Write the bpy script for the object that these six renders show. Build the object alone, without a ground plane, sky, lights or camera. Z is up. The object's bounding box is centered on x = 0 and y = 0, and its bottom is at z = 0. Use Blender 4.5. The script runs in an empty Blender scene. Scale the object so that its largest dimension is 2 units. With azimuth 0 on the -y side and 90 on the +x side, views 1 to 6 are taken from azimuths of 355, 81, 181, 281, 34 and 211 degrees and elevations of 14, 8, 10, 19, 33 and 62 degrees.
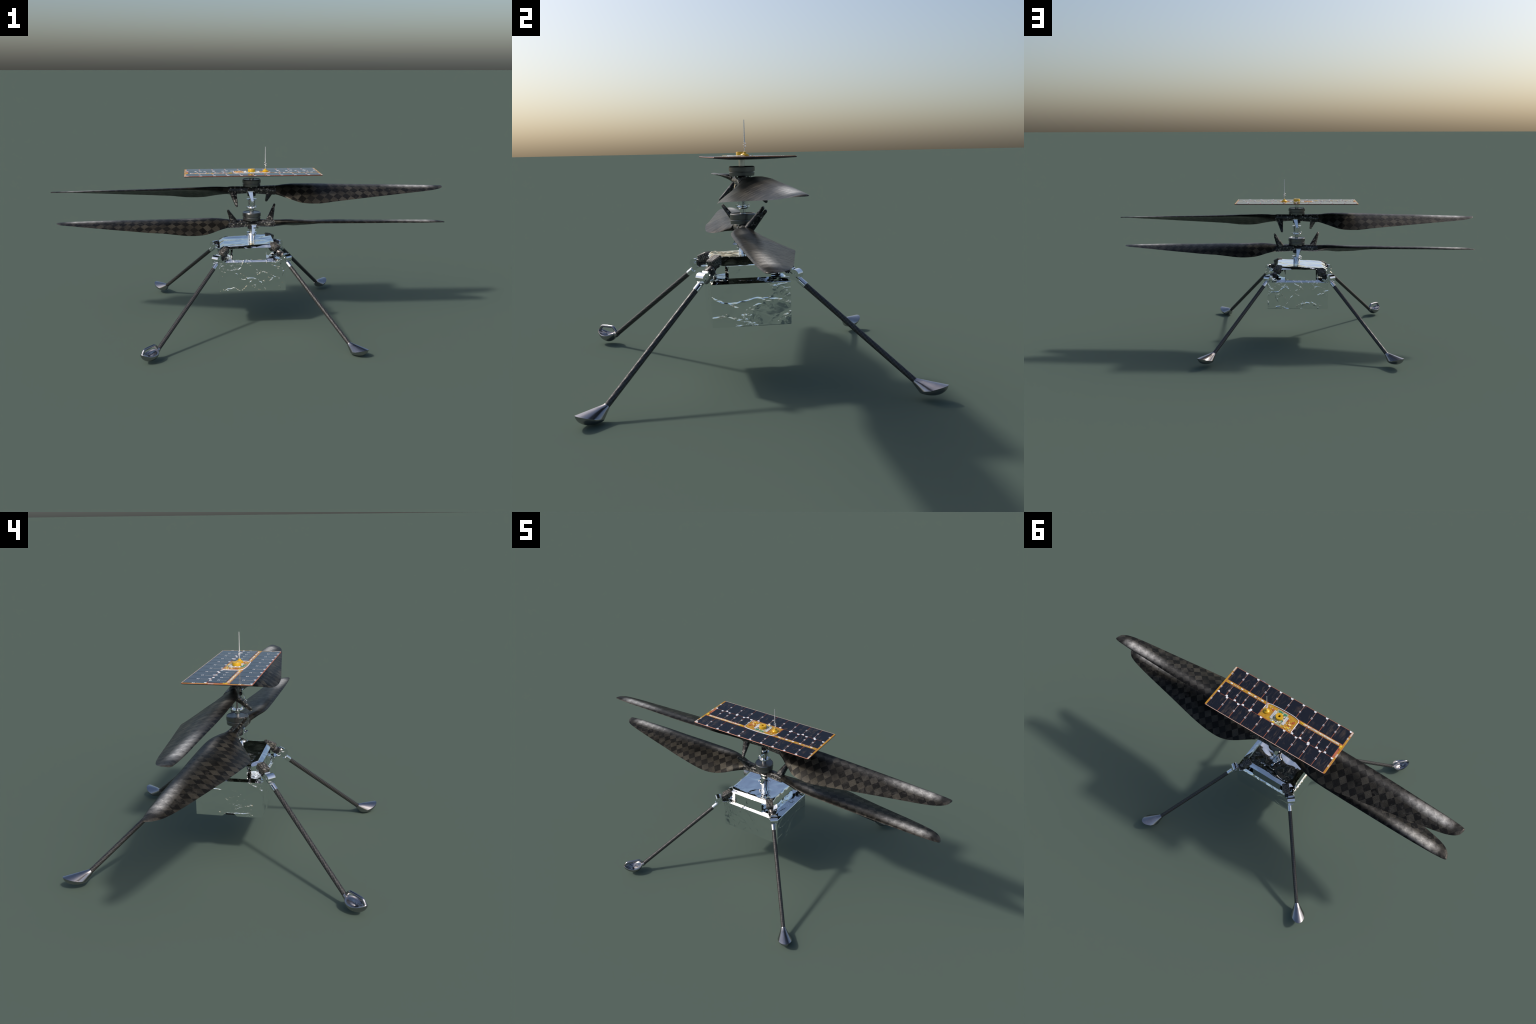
import bpy, bmesh, math, random
import numpy as np
from mathutils import Vector, Matrix, noise

rng = random.Random(7)

# ------------------------------------------------------------------ materials
def new_mat(name):
    m = bpy.data.materials.new(name); m.use_nodes = True
    nt = m.node_tree
    return m, nt, nt.nodes["Principled BSDF"]

def N(nt, kind, **kw):
    n = nt.nodes.new(kind)
    for k, v in kw.items():
        if k.startswith("i_"):
            key = k[2:]
            n.inputs[int(key) if key.isdigit() else key].default_value = v
        else:
            setattr(n, k, v)
    return n

def L(nt, a, b): nt.links.new(a, b)

def objco(nt, scale=(1, 1, 1), rot=(0, 0, 0), loc=(0, 0, 0)):
    tc = N(nt, "ShaderNodeTexCoord")
    mp = N(nt, "ShaderNodeMapping")
    mp.inputs["Scale"].default_value = scale
    mp.inputs["Rotation"].default_value = rot
    mp.inputs["Location"].default_value = loc
    L(nt, tc.outputs["Object"], mp.inputs["Vector"])
    return mp.outputs["Vector"]

def tex_noise(nt, vec, scale, detail=3, rough=.5, dist=0.):
    n = N(nt, "ShaderNodeTexNoise")
    n.inputs["Scale"].default_value = scale
    n.inputs["Detail"].default_value = detail
    n.inputs["Roughness"].default_value = rough
    n.inputs["Distortion"].default_value = dist
    L(nt, vec, n.inputs["Vector"])
    return n.outputs["Fac"]

def ramp(nt, fac, stops):
    r = N(nt, "ShaderNodeValToRGB")
    e = r.color_ramp.elements
    while len(e) < len(stops): e.new(.5)
    for el, (p, c) in zip(e, stops):
        el.position = p
        el.color = (c, c, c, 1) if isinstance(c, (int, float)) else (*c, 1)
    L(nt, fac, r.inputs["Fac"])
    return r.outputs["Color"]

def mixc(nt, fac, a, b, mode="MIX"):
    m = N(nt, "ShaderNodeMix", data_type="RGBA", blend_type=mode)
    for idx, v in ((0, fac), (6, a), (7, b)):
        if isinstance(v, bpy.types.NodeSocket): L(nt, v, m.inputs[idx])
        else: m.inputs[idx].default_value = v if idx == 0 else (*v, 1)
    return m.outputs[2]

def math_n(nt, op, a, b=None):
    m = N(nt, "ShaderNodeMath", operation=op)
    for i, v in enumerate((a, b)):
        if v is None: continue
        if isinstance(v, bpy.types.NodeSocket): L(nt, v, m.inputs[i])
        else: m.inputs[i].default_value = v
    return m.outputs[0]

def bump(nt, bsdf, height, strength, dist, prev=None):
    b = N(nt, "ShaderNodeBump")
    b.inputs["Strength"].default_value = strength
    b.inputs["Distance"].default_value = dist
    L(nt, height, b.inputs["Height"])
    if prev: L(nt, prev, b.inputs["Normal"])
    L(nt, b.outputs["Normal"], bsdf.inputs["Normal"])
    return b.outputs["Normal"]

def plain(name, col, rough=.5, metal=0., spec=.5, var=.12, vscale=60):
    m, nt, b = new_mat(name)
    v = objco(nt)
    f = tex_noise(nt, v, vscale, 3)
    lo = tuple(c * (1 - var) for c in col); hi = tuple(min(1, c * (1 + var)) for c in col)
    L(nt, ramp(nt, f, [(.3, lo), (.7, hi)]), b.inputs["Base Color"])
    b.inputs["Roughness"].default_value = rough
    b.inputs["Metallic"].default_value = metal
    b.inputs["Specular IOR Level"].default_value = spec
    return m

# --- woven carbon on the blades: bias checks of two fibre directions
def blade_material(flip):
    m, nt, b = new_mat("carbon_weave_blade" if not flip else "carbon_weave_blade_mirrored")
    side = .0318
    co = objco(nt, scale=(1, -1 if flip else 1, 0))
    # slight waviness of the cloth
    wn = N(nt, "ShaderNodeTexNoise"); wn.inputs["Scale"].default_value = 9; wn.inputs["Detail"].default_value = 1
    L(nt, co, wn.inputs["Vector"])
    sub = N(nt, "ShaderNodeVectorMath", operation="SUBTRACT"); L(nt, wn.outputs["Color"], sub.inputs[0]); sub.inputs[1].default_value = (.5, .5, .5)
    scl = N(nt, "ShaderNodeVectorMath", operation="SCALE"); L(nt, sub.outputs[0], scl.inputs[0]); scl.inputs["Scale"].default_value = .006
    add = N(nt, "ShaderNodeVectorMath", operation="ADD"); L(nt, co, add.inputs[0]); L(nt, scl.outputs[0], add.inputs[1])
    mp = N(nt, "ShaderNodeMapping")
    mp.inputs["Rotation"].default_value = (0, 0, math.radians(45))
    mp.inputs["Location"].default_value = (CHECK_PHASE[0], CHECK_PHASE[1], .25 * side)
    mp.inputs["Scale"].default_value = (1, 1, 0)
    L(nt, add.outputs[0], mp.inputs["Vector"])
    ck = N(nt, "ShaderNodeTexChecker"); ck.inputs["Scale"].default_value = 1 / side
    L(nt, mp.outputs[0], ck.inputs["Vector"])
    # fibre grain, speckle inside the light tows
    sp = tex_noise(nt, co, 420, 2, .7)
    light = ramp(nt, sp, [(.28, (.030, .027, .022)), (.52, (.068, .061, .048)), (.74, (.17, .150, .118))])
    dark = ramp(nt, tex_noise(nt, co, 260, 2), [(.3, (.011, .0105, .010)), (.7, (.022, .021, .019))])
    # contrast of the cloth fades towards the rolled leading edge and under the clear coat outboard
    sp0 = N(nt, "ShaderNodeSeparateXYZ"); L(nt, co, sp0.inputs[0])
    tt = math_n(nt, "ADD", sp0.outputs["Y"], math_n(nt, "MULTIPLY", sp0.outputs["X"], .035))
    fade = ramp(nt, tt, [(.0, 1.), (.045, .25)])
    patch = ramp(nt, tex_noise(nt, co, 11, 3), [(.34, .22), (.62, 1.)])
    mid = (.026, .0245, .022)
    light = mixc(nt, math_n(nt, "MULTIPLY", fade, patch), mid, light)
    base = mixc(nt, ck.outputs["Fac"], dark, light)
    # tow-to-tow variation: some light tows nearly as dark as the rest
    vmp = N(nt, "ShaderNodeMapping"); vmp.inputs["Scale"].default_value = (1 / side, 1 / side, 1 / side)
    L(nt, mp.outputs[0], vmp.inputs["Vector"])
    fl = N(nt, "ShaderNodeVectorMath", operation="FLOOR"); L(nt, vmp.outputs[0], fl.inputs[0])
    wh = N(nt, "ShaderNodeTexWhiteNoise", noise_dimensions="3D"); L(nt, fl.outputs[0], wh.inputs["Vector"])
    darker = mixc(nt, 1.0, base, (.55, .55, .55), "MULTIPLY")
    base = mixc(nt, ramp(nt, wh.outputs["Value"], [(.35, 0.), (.85, .9)]), base, darker)
    # scuffed brownish wear, heavier outboard
    sep = N(nt, "ShaderNodeSeparateXYZ"); L(nt, co, sep.inputs[0])
    out = ramp(nt, sep.outputs["X"], [(.42, .12), (.66, 1.)])
    scuff = ramp(nt, tex_noise(nt, co, 26, 6, .72, 1.2), [(.50, 0.), (.66, 1.)])
    scuff = math_n(nt, "MULTIPLY", math_n(nt, "MULTIPLY", scuff, out), .55)
    base = mixc(nt, scuff, base, (.105, .095, .080))
    # leading-edge wear with highlight painted in, strongest near the tip; painted sun glint inboard
    lead = ramp(nt, tt, [(-.020, 0.), (.012, .22), (.030, 1.), (.044, .50), (.058, 0.)])
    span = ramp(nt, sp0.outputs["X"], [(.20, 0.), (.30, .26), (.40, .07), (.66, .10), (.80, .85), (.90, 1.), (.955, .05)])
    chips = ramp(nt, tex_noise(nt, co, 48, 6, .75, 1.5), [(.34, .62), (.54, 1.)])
    wear_glint = math_n(nt, "MULTIPLY", math_n(nt, "MULTIPLY", lead, span), chips)
    wear_glint = math_n(nt, "MULTIPLY", wear_glint, math_n(nt, "ADD", math_n(nt, "MULTIPLY", ck.outputs["Fac"], .30), .70))
    scr = ramp(nt, tex_noise(nt, co, 150, 4, .8, .8), [(.36, .72), (.5, 1.)])
    wear_glint = math_n(nt, "MULTIPLY", wear_glint, scr)
    base = mixc(nt, wear_glint, base, (.86, .82, .75))
    L(nt, base, b.inputs["Base Color"])
    rough = ramp(nt, tex_noise(nt, co, 40, 5, .7), [(.3, .27), (.7, .42)])
    L(nt, rough, b.inputs["Roughness"])
    b.inputs["Specular IOR Level"].default_value = .24
    L(nt, math_n(nt, "SUBTRACT", .32, math_n(nt, "MULTIPLY", wear_glint, .26)), b.inputs["Metallic"])
    b.inputs["Specular Tint"].default_value = (.34, .335, .325, 1)
    h = math_n(nt, "ADD", math_n(nt, "MULTIPLY", sp, .35), ck.outputs["Fac"])
    bump(nt, b, h, .12, .0012)
    return m

CHECK_PHASE = (0.0, 0.0)

# --- short-fibre (forged) carbon with glinting flakes
def forged_material(name="forged_carbon", scale=150, glint=.30):
    m, nt, b = new_mat(name)
    co = objco(nt, scale=(1, 1, 1))
    v = N(nt, "ShaderNodeTexVoronoi"); v.inputs["Scale"].default_value = scale
    L(nt, co, v.inputs["Vector"])
    sepc = N(nt, "ShaderNodeSeparateColor"); L(nt, v.outputs["Color"], sepc.inputs[0])
    f = math_n(nt, "MULTIPLY", sepc.outputs[0], tex_noise(nt, co, scale * .8, 3, .7))
    L(nt, ramp(nt, f, [(.26, (.011, .011, .011)), (.40, (.035, .033, .030)), (.54, (glint, glint * .93, glint * .82))]), b.inputs["Base Color"])
    L(nt, ramp(nt, sepc.outputs[1], [(0., .25), (1., .5)]), b.inputs["Roughness"])
    bump(nt, b, sepc.outputs[0], .5, .0012)
    return m

# --- plaited carbon tape on the leg brackets
def plait_material():
    m, nt, b = new_mat("plaited_carbon")
    co = objco(nt, rot=(.3, .2, .6))
    w = N(nt, "ShaderNodeTexChecker"); w.inputs["Scale"].default_value = 1 / .0050
    wn = N(nt, "ShaderNodeTexNoise"); wn.inputs["Scale"].default_value = 90; L(nt, co, wn.inputs["Vector"])
    sc = N(nt, "ShaderNodeVectorMath", operation="SCALE"); sc.inputs["Scale"].default_value = .006; L(nt, wn.outputs["Color"], sc.inputs[0])
    ad = N(nt, "ShaderNodeVectorMath", operation="ADD"); L(nt, co, ad.inputs[0]); L(nt, sc.outputs[0], ad.inputs[1])
    L(nt, ad.outputs[0], w.inputs["Vector"])
    f = math_n(nt, "MULTIPLY", w.outputs["Fac"], tex_noise(nt, co, 160, 3, .7))
    L(nt, ramp(nt, f, [(.0, (.012, .012, .012)), (.40, (.030, .028, .026)), (.56, (.22, .205, .18))]), b.inputs["Base Color"])
    b.inputs["Roughness"].default_value = .42
    bump(nt, b, w.outputs["Fac"], .35, .0008)
    return m

# --- wrapped twill on the leg tubes
def leg_material():
    m, nt, b = new_mat("carbon_twill_tube")
    co = objco(nt)
    sep = N(nt, "ShaderNodeSeparateXYZ"); L(nt, co, sep.inputs[0])
    ang = math_n(nt, "ARCTAN2", sep.outputs["Y"], sep.outputs["X"])
    t = math_n(nt, "ADD", math_n(nt, "MULTIPLY", ang, 1.0), math_n(nt, "MULTIPLY", sep.outputs["Z"], 560.))
    s1 = math_n(nt, "SINE", math_n(nt, "MULTIPLY", t, 1.))
    t2 = math_n(nt, "SUBTRACT", math_n(nt, "MULTIPLY", ang, 7.0), math_n(nt, "MULTIPLY", sep.outputs["Z"], 180.))
    s2 = math_n(nt, "SINE", t2)
    w = math_n(nt, "ADD", math_n(nt, "MULTIPLY", math_n(nt, "ADD", math_n(nt, "MULTIPLY", s1, .6), s2), .25), .5)
    L(nt, ramp(nt, w, [(.2, (.014, .014, .0145)), (.8, (.055, .052, .050))]), b.inputs["Base Color"])
    b.inputs["Roughness"].default_value = .42
    bump(nt, b, w, .35, .0012)
    return m

# --- crumpled reflective foil
def foil_material(name, crease=1.0, swell=.42, crushed=.65):
    m, nt, b = new_mat(name)
    co = objco(nt)
    b.inputs["Metallic"].default_value = 1
    L(nt, ramp(nt, tex_noise(nt, co, 14, 2), [(.3, (.90, .92, .92)), (.7, (.95, .96, .955))]), b.inputs["Base Color"])
    b.inputs["Roughness"].default_value = .035
    low = tex_noise(nt, co, 12, 1, .45, .7)
    n1 = bump(nt, b, low, swell, .004)
    # sharp fold lines: edges of stretched, warped cells, broken up by a mask
    for sc, seed, st, wid, lo_, hi_ in ((7, 3.1, .9, .050, .42, .50), (12, 9.7, .8, .055, .45, .52), (22, 5.3, .4, .08, .55, .62)):
        mp = N(nt, "ShaderNodeMapping"); mp.inputs["Location"].default_value = (seed, seed * .7, seed * 1.3)
        mp.inputs["Rotation"].default_value = (.55, .6, .9 + seed)
        mp.inputs["Scale"].default_value = (1, .55, 1)
        L(nt, co, mp.inputs["Vector"])
        wn = N(nt, "ShaderNodeTexNoise"); wn.inputs["Scale"].default_value = 18; wn.inputs["Detail"].default_value = 3
        L(nt, mp.outputs[0], wn.inputs["Vector"])
        ws = N(nt, "ShaderNodeVectorMath", operation="SCALE"); ws.inputs["Scale"].default_value = .045
        L(nt, wn.outputs["Color"], ws.inputs[0])
        wa = N(nt, "ShaderNodeVectorMath", operation="ADD"); L(nt, mp.outputs[0], wa.inputs[0]); L(nt, ws.outputs[0], wa.inputs[1])
        vo = N(nt, "ShaderNodeTexVoronoi", feature="DISTANCE_TO_EDGE"); vo.inputs["Scale"].default_value = sc
        L(nt, wa.outputs[0], vo.inputs["Vector"])
        line = ramp(nt, vo.outputs["Distance"], [(0., 1.), (wid, .25), (wid * 2.5, 0.)])
        mask = ramp(nt, tex_noise(nt, mp.outputs[0], 9, 2), [(lo_, 0.), (hi_, 1.)])
        h = math_n(nt, "MULTIPLY", line, mask)
        n1 = bump(nt, b, h, st * crease, .0016, n1)
    # densely crushed areas here and there
    crush = tex_noise(nt, co, 30, 3, .55, 2.2)
    where = ramp(nt, tex_noise(nt, co, 5.5, 1), [(.49, 0.), (.57, 1.)])
    n1 = bump(nt, b, math_n(nt, "MULTIPLY", crush, where), crushed * crease, .0035, n1)
    return m

def silver_material(name, col=(.86, .87, .88), rough=.09):
    m, nt, b = new_mat(name)
    co = objco(nt)
    b.inputs["Metallic"].default_value = 1
    L(nt, ramp(nt, tex_noise(nt, co, 40, 2), [(.3, tuple(c * .96 for c in col)), (.7, col)]), b.inputs["Base Color"])
    b.inputs["Roughness"].default_value = rough
    return m

def cell_material():
    m, nt, b = new_mat("solar_cell_glass")
    co = objco(nt)
    inf = N(nt, "ShaderNodeObjectInfo")
    off = N(nt, "ShaderNodeVectorMath", operation="SCALE"); off.inputs[0].default_value = (3.1, 7.7, 5.3)
    L(nt, inf.outputs["Random"], off.inputs["Scale"])
    add = N(nt, "ShaderNodeVectorMath", operation="ADD"); L(nt, co, add.inputs[0]); L(nt, off.outputs[0], add.inputs[1])
    mp = N(nt, "ShaderNodeMapping"); mp.inputs["Scale"].default_value = (1, .22, 1); mp.inputs["Rotation"].default_value = (0, 0, .35)
    L(nt, add.outputs[0], mp.inputs["Vector"])
    st = tex_noise(nt, mp.outputs[0], 85, 4, .55, 1.1)
    st = math_n(nt, "MULTIPLY", ramp(nt, st, [(.5, 0.), (.68, 1.)]), ramp(nt, tex_noise(nt, add.outputs[0], 22, 2), [(.42, 0.), (.68, 1.)]))
    base = mixc(nt, st, (.0075, .0092, .0155), (.075, .054, .042))
    L(nt, base, b.inputs["Base Color"])
    b.inputs["Roughness"].default_value = .12
    b.inputs["Specular IOR Level"].default_value = .42
    bump(nt, b, tex_noise(nt, add.outputs[0], 16, 2), .25, .0015)
    return m

def circuit_material():
    m, nt, b = new_mat("amber_circuit_film")
    co = objco(nt)
    f = tex_noise(nt, co, 55, 3, .6)
    L(nt, ramp(nt, f, [(.35, (.42, .19, .010)), (.55, (.50, .265, .014)), (.72, (.52, .33, .03))]), b.inputs["Base Color"])
    b.inputs["Roughness"].default_value = .35
    return m

M = {}
def build_materials():
    M["blade_u"] = blade_material(False); M["blade_l"] = blade_material(True)
    M["forged"] = forged_material()
    M["forged_big"] = plait_material()
    M["leg"] = leg_material()
    M["foil"] = foil_material("crinkled_foil")
    M["foil_top"] = foil_material("crinkled_foil_top", .28, 1.7, .10)
    M["silver"] = silver_material("polished_aluminium")
    M["mast"] = silver_material("mast_aluminium", (.80, .80, .79), .16)
    M["foot"] = plain("brushed_titanium", (.37, .36, .375), .22, 1., .5, .08, 30)
    M["hub"] = plain("anodised_hub", (.17, .17, .168), .30, .85, .5, .08, 30)
    M["dark"] = plain("black_composite", (.014, .014, .015), .38, 0, .5, .2, 120)
    M["grey_dark"] = plain("dark_bronze_metal", (.20, .185, .18), .4, .6)
    M["copper"] = plain("copper_laminate", (.50, .135, .060), .4, .0, .5, .18, 120)
    M["under"] = plain("panel_carbon_back", (.022, .022, .022), .5)
    M["amber"] = circuit_material()
    M["cell"] = cell_material()
    M["white"] = plain("white_solder", (.78, .78, .80), .4, 0, .5, .06)
    M["cream"] = plain("cream_border", (.62, .52, .43), .45)
    M["green"] = plain("circuit_green", (.03, .22, .11), .4, 0, .5, .4, 200)
    M["board"] = plain("grey_green_board", (.33, .33, .20), .45, 0, .5, .45, 170)
    M["yellow"] = plain("yellow_part", (.80, .52, .03), .35)
    M["redpart"] = plain("rust_part", (.42, .10, .02), .4)
    M["greypart"] = plain("grey_part", (.42, .42, .40), .4, 0, .5, .2)
    M["blackpart"] = plain("black_chip", (.02, .02, .022), .35)
    M["bluepart"] = plain("blue_part", (.02, .05, .30), .35)
    M["gold"] = plain("gold_plastic", (.70, .40, .013), .28, .12, .5, .05)
    M["wire"] = plain("antenna_wire", (.80, .80, .80), .30, .25, .5, .03)

# ------------------------------------------------------------------ helpers
COL = bpy.context.scene.collection
def mk_obj(name, me, mat=None, parent=None, matrix=None):
    o = bpy.data.objects.new(name, me)
    COL.objects.link(o)
    if mat is not None and not me.materials: me.materials.append(mat)
    if parent is not None: o.parent = parent
    if matrix is not None: o.matrix_basis = matrix
    return o

def finish(me, angle=35, smooth=True):
    me.validate(); me.update()
    if smooth:
        me.polygons.foreach_set("use_smooth", [True] * len(me.polygons))
        me.set_sharp_from_angle(angle=math.radians(angle))
    return me

class Build:
    """collects loops of geometry into one mesh"""
    def __init__(s): s.v = []; s.f = []; s.mi = []; s.mats = []
    def mat(s, m):
        if m not in s.mats: s.mats.append(m)
        s.cur = s.mats.index(m); return s
    cur = 0
    def add(s, vs, fs):
        b = len(s.v); s.v += [tuple(p) for p in vs]
        for f in fs: s.f.append([b + i for i in f]); s.mi.append(s.cur)
    def loft(s, rings, cap0=True, cap1=True, closed=True):
        n = len(rings[0]); vs = [p for r in rings for p in r]; fs = []
        for k in range(len(rings) - 1):
            for i in range(n if closed else n - 1):
                j = (i + 1) % n
                fs.append((k * n + i, k * n + j, (k + 1) * n + j, (k + 1) * n + i))
        if cap0: fs.append(tuple(reversed(range(n))))
        if cap1: fs.append(tuple(range((len(rings) - 1) * n, len(rings) * n)))
        s.add(vs, fs); return s
    def revolve(s, prof, c=(0, 0, 0), axis=(0, 0, 1), n=32, cap0=True, cap1=True):
        ax = Vector(axis).normalized(); u = ax.orthogonal().normalized(); w = ax.cross(u); c = Vector(c)
        rings = [[c + ax * h + (u * math.cos(2 * math.pi * i / n) + w * math.sin(2 * math.pi * i / n)) * r for i in range(n)] for r, h in prof]
        return s.loft(rings, cap0, cap1)
    def cyl(s, a, b, r0, r1=None, n=16, ch=0.):
        a, b = Vector(a), Vector(b); d = (b - a).length; r1 = r0 if r1 is None else r1
        prof = [(r0, 0), (r1, d)] if not ch else [(r0 - ch, 0), (r0, ch), (r1, d - ch), (r1 - ch, d)]
        return s.revolve(prof, a, b - a, n)
    def box(s, c, ex, ey, ez, sx, sy, sz, ch=0.):
        c, ex, ey, ez = Vector(c), Vector(ex), Vector(ey), Vector(ez)
        def ring(x, y, z):
            k = ch
            pts = [(x - k, y), (x, y - k), (x, -y + k), (x - k, -y), (-x + k, -y), (-x, -y + k), (-x, y - k), (-x + k, y)] if k else [(x, y), (x, -y), (-x, -y), (-x, y)]
            return [c + ex * p + ey * q + ez * z for p, q in reversed(pts)]
        x, y, z = sx / 2, sy / 2, sz / 2
        if ch:
            return s.loft([ring(x - ch, y - ch, -z), ring(x, y, -z + ch), ring(x, y, z - ch), ring(x - ch, y - ch, z)])
        return s.loft([ring(x, y, -z), ring(x, y, z)])
    def tube(s, pts, r, n=8):
        pts = [Vector(p) for p in pts]; rings = []; up = None
        for i, p in enumerate(pts):
            t = (pts[min(i + 1, len(pts) - 1)] - pts[max(i - 1, 0)]).normalized()
            up = t.orthogonal().normalized() if up is None else (up - t * up.dot(t)).normalized()
            w = t.cross(up); rr = r(i / (len(pts) - 1)) if callable(r) else r
            rings.append([p + (up * math.cos(2 * math.pi * k / n) + w * math.sin(2 * math.pi * k / n)) * rr for k in range(n)])
        return s.loft(rings)
    def mesh(s, name, angle=35):
        me = bpy.data.meshes.new(name); me.from_pydata(s.v, [], s.f)
        for m in s.mats: me.materials.append(m)
        if s.mats: me.polygons.foreach_set("material_index", s.mi)
        bm = bmesh.new(); bm.from_mesh(me); bmesh.ops.recalc_face_normals(bm, faces=bm.faces); bm.to_mesh(me); bm.free()
        return finish(me, angle)

def smooth_path(pts, per=6):
    P = [Vector(p) for p in pts]; P = [2 * P[0] - P[1]] + P + [2 * P[-1] - P[-2]]; out = []
    for i in range(1, len(P) - 2):
        for k in range(per):
            t = k / per; a, b, c, d = P[i - 1:i + 3]
            out.append(.5 * ((2 * b) + (c - a) * t + (2 * a - 5 * b + 4 * c - d) * t * t + (3 * b - a - 3 * c + d) * t ** 3))
    out.append(P[-2]); return out

def pchip(x, y, q):
    x, y, q = map(np.asarray, (x, y, q)); h = np.diff(x); d = np.diff(y) / h
    m = np.zeros(len(x)); m[0], m[-1] = d[0], d[-1]
    for i in range(1, len(x) - 1):
        m[i] = 0 if d[i - 1] * d[i] <= 0 else 3 * (h[i - 1] + h[i]) / ((2 * h[i] + h[i - 1]) / d[i - 1] + (h[i] + 2 * h[i - 1]) / d[i])
    k = np.clip(np.searchsorted(x, q) - 1, 0, len(x) - 2); t = (q - x[k]) / h[k]
    return (1 + 2 * t) * (1 - t) ** 2 * y[k] + t * (1 - t) ** 2 * h[k] * m[k] + t * t * (3 - 2 * t) * y[k + 1] + t * t * (t - 1) * h[k] * m[k + 1]

# ------------------------------------------------------------------ the machine
HUB = Vector((-.0015, -.0085, 0))
ROOT = None

# ---------- rotor blades
#   span station, leading edge (y, z), trailing edge (y, z), thickness / chord
THICK = [(.118, .50), (.135, .40), (.16, .28), (.20, .175), (.24, .125), (.28, .100), (.36, .078), (.93, .074), (.98, .08), (.9985, .2)]
UPPER = np.array([
    (.118, .0250, .0125, -.0320, -.0165), (.135, .0280, .0140, -.0400, -.0215), (.160, .0370, .0165, -.0575, -.0300),
    (.200, .0465, .0195, -.0832, -.0418), (.240, .0530, .0210, -.1088, -.0515), (.280, .0548, .0214, -.1185, -.0545),
    (.320, .0540, .0215, -.1245, -.0546), (.360, .0528, .0205, -.1260, -.0515), (.400, .0520, .0190, -.1248, -.0467),
    (.450, .0508, .0172, -.1192, -.0428), (.500, .0490, .0157, -.1125, -.0388), (.600, .0447, .0134, -.0987, -.0317),
    (.700, .0390, .0114, -.0855, -.0245), (.800, .0333, .0089, -.0727, -.0175), (.880, .0290, .0066, -.0619, -.0120),
    (.930, .0252, .0056, -.0525, -.0079), (.960, .0222, .0050, -.0430, -.0045), (.980, .0195, .0045, -.0315, -.0015),
    (.991, .0170, .0040, -.0200, .0008), (.9985, .0120, .0032, .0020, .0020)])
LOWER = np.array([
    (.118, .0249, .0092, -.0372, -.0120), (.135, .0290, .0103, -.0465, -.0165), (.160, .0377, .0120, -.0632, -.0225),
    (.200, .0483, .0141, -.0898, -.0330), (.240, .0560, .0144, -.1130, -.0385), (.280, .0588, .0132, -.1270, -.0390),
    (.320, .0585, .0123, -.1322, -.0378), (.360, .0570, .0118, -.1335, -.0338), (.400, .0555, .0112, -.1325, -.0295),
    (.450, .0535, .0104, -.1285, -.0252), (.500, .0510, .0096, -.1212, -.0242), (.600, .0463, .0080, -.1057, -.0190),
    (.700, .0420, .0072, -.0912, -.0134), (.800, .0362, .0055, -.0770, -.0070), (.880, .0303, .0036, -.0638, -.0026),
    (.930, .0264, .0030, -.0530, .0000), (.960, .0226, .0024, -.0420, .0006), (.980, .0195, .0016, -.0275, .0004),
    (.991, .0165, .0010, -.0140, .0004), (.9985, .0115, .0002, .0030, .0000)])

def blade_mesh(mirror):
    st = np.unique(np.concatenate([np.linspace(.118, .96, 64), np.linspace(.96, .9985, 12)]))
    TB = LOWER if mirror else UPPER; th = np.array(THICK)
    cols = [pchip(TB[:, 0], TB[:, k], st) for k in range(1, 5)] + [pchip(th[:, 0], th[:, 1], st)]
    nc = 14; B = Build(); rings = []
    for i, r in enumerate(st):
        le = Vector((r, cols[0][i], cols[1][i])); te = Vector((r, cols[2][i], cols[3][i])); tc = cols[4][i]
        c = (te - le).length; droop = .018 * c * min(1, max(0, (r - .14) / .10)); le.z -= droop; ch = te - le; nrm = Vector((0, -ch.z, ch.y)).normalized()
        if nrm.z < 0: nrm = -nrm
        w = min(1, max(0, (r - .118) / .09))          # root oval -> aerofoil
        up, lo = [], []
        for k in range(nc + 1):
            s = .5 * (1 - math.cos(math.pi * k / nc))
            aer = 5 * (.2969 * math.sqrt(s) - .126 * s - .3516 * s * s + .2843 * s ** 3 - .1036 * s ** 4) + .012 * s * (s > .9) * 0
            ell = .5 * math.sin(math.pi * k / nc)
            half = tc * c * (aer * w * 1.0 + ell * (1 - w)) 
            camb = (.048 if mirror else .038) * c * 4 * s * (1 - s) * min(1, max(0, (r - .118) / .06)) * (1.3 - .6 * s)
            p = le + ch * s; camb += droop * (1 - s) * (1 - math.exp(-s / .09))
            up.append(p + nrm * (camb + half)); lo.append(p + nrm * (camb - half))
        rings.append(up + lo[-2:0:-1])
    if mirror: rings = [[Vector((p.x, -p.y, p.z)) for p in rg] for rg in rings]
    B.loft(rings)
    return B.mesh("rotor_blade", 60)

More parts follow.
